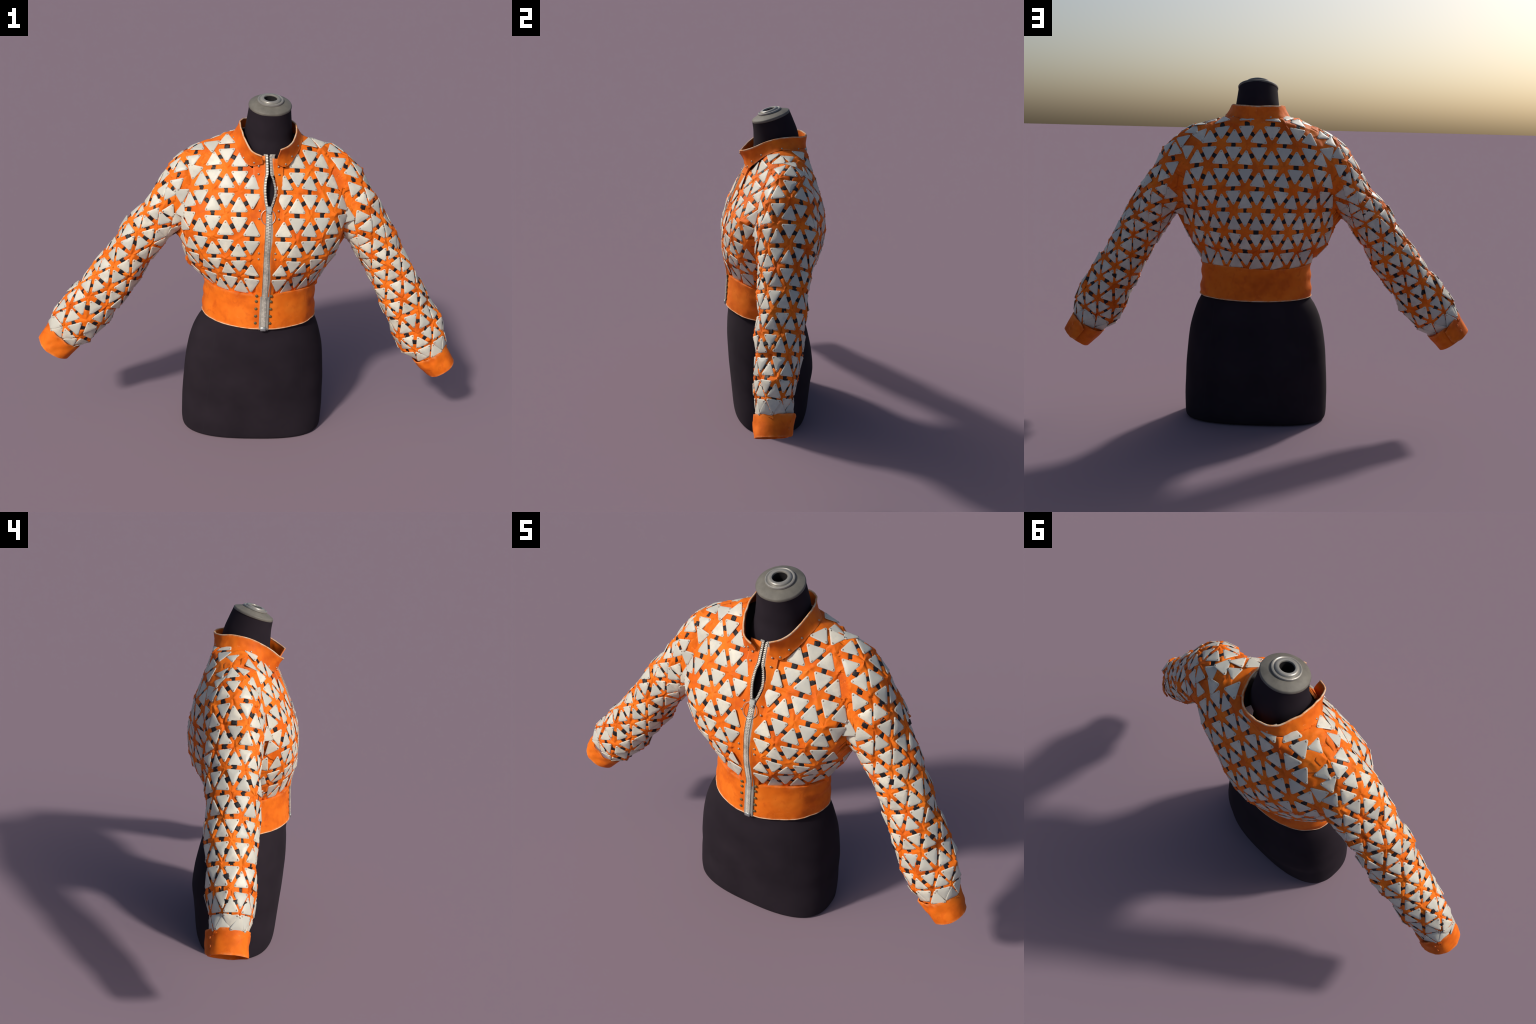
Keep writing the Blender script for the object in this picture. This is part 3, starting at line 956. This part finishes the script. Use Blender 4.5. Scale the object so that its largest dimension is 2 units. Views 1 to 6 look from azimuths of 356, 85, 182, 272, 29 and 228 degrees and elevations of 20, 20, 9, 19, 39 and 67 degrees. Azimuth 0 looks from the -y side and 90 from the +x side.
# ------------------------------------------------------------------ zip: tapes, teeth, slider, ring, studs
def zip_tape(side):
    zs = np.linspace(.606, 1.392, 90); outer, inner = [], []
    for z in zs:
        zx = float(zip_x(z)); g = float((gap_left if side < 0 else gap_right)(z))
        x0 = zx + g + side*.0015; x1 = zx + g + side*(.019 if side < 0 else .024)
        if 1.18 < z < 1.31 and side > 0: x1 = x0 + .006
        ro = [front_at(x0+(x1-x0)*u, z, .0030 + (.002 if side > 0 else 0)*u) for u in np.linspace(0, 1, 5)]
        ri = [p + np.array([0, .004, 0]) for p in ro]
        outer.append(ro); inner.append(ri)
    V, F = strip_solid(np.array(outer), np.array(inner))
    return make_object("zip_tape", V, F, M_TAPE, JACKET)
zip_tape(-1); zip_tape(1)
def zip_teeth():
    V, F = [], []
    step = .0062
    for side in (-1, 1):
        z = .622 + (step/2 if side > 0 else 0)
        while z < 1.388:
            zx = float(zip_x(z)); g = float((gap_left if side < 0 else gap_right)(z))
            inner = -side*.0012 if z < 1.165 else side*.001
            x0, x1 = zx + g + inner, zx + g + side*.0098
            o = len(V)
            for (x, dz, l) in ((x0, -.5, .003), (x1, -.5, .003), (x1, .5, .003), (x0, .5, .003),
                               (x0, -.32, .0072), (x1, -.38, .0062), (x1, .38, .0062), (x0, .32, .0072)):
                V.append(front_at(x, z + dz*step*.74, l + .0015))
            F += [tuple(o+k for k in f) for f in ((0, 1, 2, 3), (4, 5, 6, 7), (0, 1, 5, 4), (1, 2, 6, 5), (2, 3, 7, 6), (3, 0, 4, 7))]
            z += step
    make_object("zip_teeth", V, F, M_TEETH, JACKET, smooth=False, kind="stuff")
zip_teeth()
def box(c, half, rot=None, bevel=.3):
    """chamfered block: vertices and faces."""
    V, F = [], []
    h = np.array(half); b = min(half)*bevel
    prof = [(-h[2], b), (-h[2]+b, 0), (h[2]-b, 0), (h[2], b)]
    for z, i in prof:
        x, y = h[0]-i, h[1]-i
        for (px, py) in ((x-b, -y), (x, -y+b), (x, y-b), (x-b, y), (-x+b, y), (-x, y-b), (-x, -y+b), (-x+b, -y)):
            p = np.array([px, py, z])
            V.append(np.array(c) + (rot @ p if rot is not None else p))
    F += grid_faces(4, 8, wrap_v=True); F += [tuple(range(7, -1, -1)), tuple(24+k for k in range(8))]
    return V, F
def slider():
    z0 = 1.168; x0 = float(zip_x(z0)); V, F = [], []
    p = front_at(x0, z0, .010); up = front_at(x0, z0+.02, .010)-front_at(x0, z0-.02, .010); up /= np.linalg.norm(up)
    ex = np.array([1.0, 0, 0]); nn = np.cross(ex, up); R = np.array([ex, nn, up]).T
    for off, half in (((0, 0, .004), (.0125, .005, .012)), ((0, 0, -.011), (.0095, .005, .007)), ((0, -.008, 0), (.003, .005, .017))):
        v, f = box(p + R @ np.array(off), half, R, .45); o = len(V); V += v; F += [tuple(o+k for k in q) for q in f]
    ob = make_object("zip_slider", V, F, M_SLIDER, JACKET); sharpen(ob, 40)
    ring = [front_at(x0 - .004 + .031*sin(t), z0 - .029 + .031*cos(t), .0125 - .004*(1-cos(t))/2) for t in np.linspace(0, 2*pi, 48, endpoint=False)]
    piping("pull_ring", ring, .0014, ob, M_SLIDER, closed=True)
    v, f = box(front_at(float(zip_x(.612)), .613, .007), (.0125, .004, .009), None, .3)
    make_object("zip_stop", v, f, M_SLIDER, JACKET)
slider()
def studs():
    for z, dx in ((1.343, .043), (1.312, .045), (1.165, .041), (1.132, .043), (.985, .036), (.958, .036)):
        for side in (-1, 1):
            V, F = [], []
            x = float(zip_x(z)) + side*dx
            add_dome(V, F, front_at(x, z, .0046), np.array([1.0, 0, 0]), np.array([0, 0, 1.0]), np.array([0, -1.0, 0]), .0046, .0026, 12)
            make_object("placket_rivet", V, F, M_RIVET, JACKET)
    for z in (.640, .674, .709, .745, .772):
        for side in (-1, 1):
            V, F = [], []
            x = float(zip_x(z)) + side*(.030 if side > 0 else .036)
            add_dome(V, F, front_at(x, z, .0030), np.array([1.0, 0, 0]), np.array([0, 0, 1.0]), np.array([0, -1.0, 0]), .0068, .0026, 12)
            make_object("snap_stud", V, F, M_STUD, JACKET)
studs()

# ------------------------------------------------------------------ mannequin
BODY = table([
    (.000, -.296, .356, -.188, .172, 2.7),
    (.004, -.308, .368, -.195, .182, 2.7),
    (.015, -.314, .375, -.199, .190, 2.6),
    (.050, -.317, .377, -.203, .199, 2.55),
    (.120, -.317, .379, -.210, .207, 2.4),
    (.200, -.314, .377, -.218, .217, 2.25),
    (.260, -.310, .375, -.224, .224, 2.3),
    (.330, -.305, .370, -.229, .217, 2.25),
    (.430, -.291, .360, -.234, .196, 2.2),
    (.500, -.273, .344, -.233, .178, 2.15),
    (.560, -.246, .324, -.229, .164, 2.1),
    (.600, -.220, .304, -.233, .155, 2.0),
    (.660, -.200, .285, -.210, .140, 1.8),
    (.760, -.180, .262, -.185, .125, 1.7),
    (.900, -.225, .305, -.205, .180, 1.6),
    (1.06, -.250, .330, -.215, .210, 1.9),
    (1.20, -.245, .325, -.175, .180, 1.7),
    (1.30, -.220, .300, -.130, .140, 1.6),
    (1.36, -.190, .275, -.105, .125, 1.8)])
def mannequin():
    rings = []
    for z in np.concatenate([[0, .0015, .004, .008, .015, .03], np.linspace(.05, 1.36, 70)]):
        xl, xr, yf, yb, n = [float(f(z)) for f in BODY]
        xc = .032; r = []
        for p in np.linspace(-pi, pi, 96, endpoint=False):
            s, c = sin(p), cos(p)
            s = np.sign(s)*abs(s)**(2/n); c = np.sign(c)*abs(c)**(2/n)
            r.append(np.array([xc + (xr-xc if s > 0 else xc-xl)*s, -(-yf if c > 0 else yb)*c, z]))
        rings.append(r)
    V, F = loft_mesh(rings, cap=False); F.append(tuple(range(95, -1, -1)))
    make_object("torso", V, F, M_CLOTH, MANNEQUIN)
    # neck: leans forward towards the tilted cap
    NK = table([  # station: centre y, centre z, half x, half y, tilt
        (0, .002, 1.340, .150, .130, 0), (1, .003, 1.400, .124, .122, 2), (2, .003, 1.450, .110, .114, 6),
        (3, -.003, 1.500, .1025, .109, 10), (4, -.014, 1.545, .0965, .101, 14), (5, -.0275, 1.588, .0915, .0945, 18)])
    rings = []
    for s in np.linspace(0, 5, 40):
        cy, cz, hx, hy, tl = [float(f(s)) for f in NK]; tl = radians(tl)
        rings.append([np.array([.051 + hx*sin(p), cy - hy*cos(p)*cos(tl), cz - hy*cos(p)*sin(tl)]) for p in np.linspace(-pi, pi, 64, endpoint=False)])
    V, F = loft_mesh(rings, cap=False)
    make_object("neck", V, F, M_CLOTH, MANNEQUIN)
    tl = radians(18); ey = np.array([0, cos(tl), sin(tl)]); en = np.array([0, -sin(tl), cos(tl)]); ex = np.array([1.0, 0, 0])
    c0 = np.array([.051, -.0275, 1.588])
    def lathe(name, prof, mat, seg=64, parent=MANNEQUIN):
        V = [c0 + ex*(r*cos(2*pi*k/seg)) + ey*(r*sin(2*pi*k/seg)) + en*h for r, h in prof for k in range(seg)]
        ob = make_object(name, V, grid_faces(len(prof), seg, wrap_v=True), mat, parent); sharpen(ob, 40); return ob
    cap = lathe("neck_cap", [(.060, -.004), (.0925, -.005), (.0945, -.003), (.0950, .003), (.0925, .0075), (.0910, .0085), (.074, .0155), (.056, .0225), (.050, .022)], M_CAP)
    lathe("cap_ring", [(.054, .020), (.0575, .024), (.0565, .0295), (.0525, .031), (.0485, .0285), (.0445, .0285)], M_RING, parent=cap)
    lathe("cap_ring", [(.0455, .026), (.0445, .033), (.0410, .0365), (.0350, .0375), (.0300, .0365), (.0285, .034), (.0282, .030)], M_RING, parent=cap)
    lathe("socket", [(.0282, .0305), (.0276, -.12)], M_PAINTED_SHADE, parent=cap)  # walls coloured black so the hole reads as unlit
    # the neck is hollow below the cap hole: lower the top of the neck
mannequin()

for me in list(bpy.data.meshes):
    if me.users == 0: bpy.data.meshes.remove(me)
print("plates", len(plates), "stars", n_patch, "connectors", len(items))
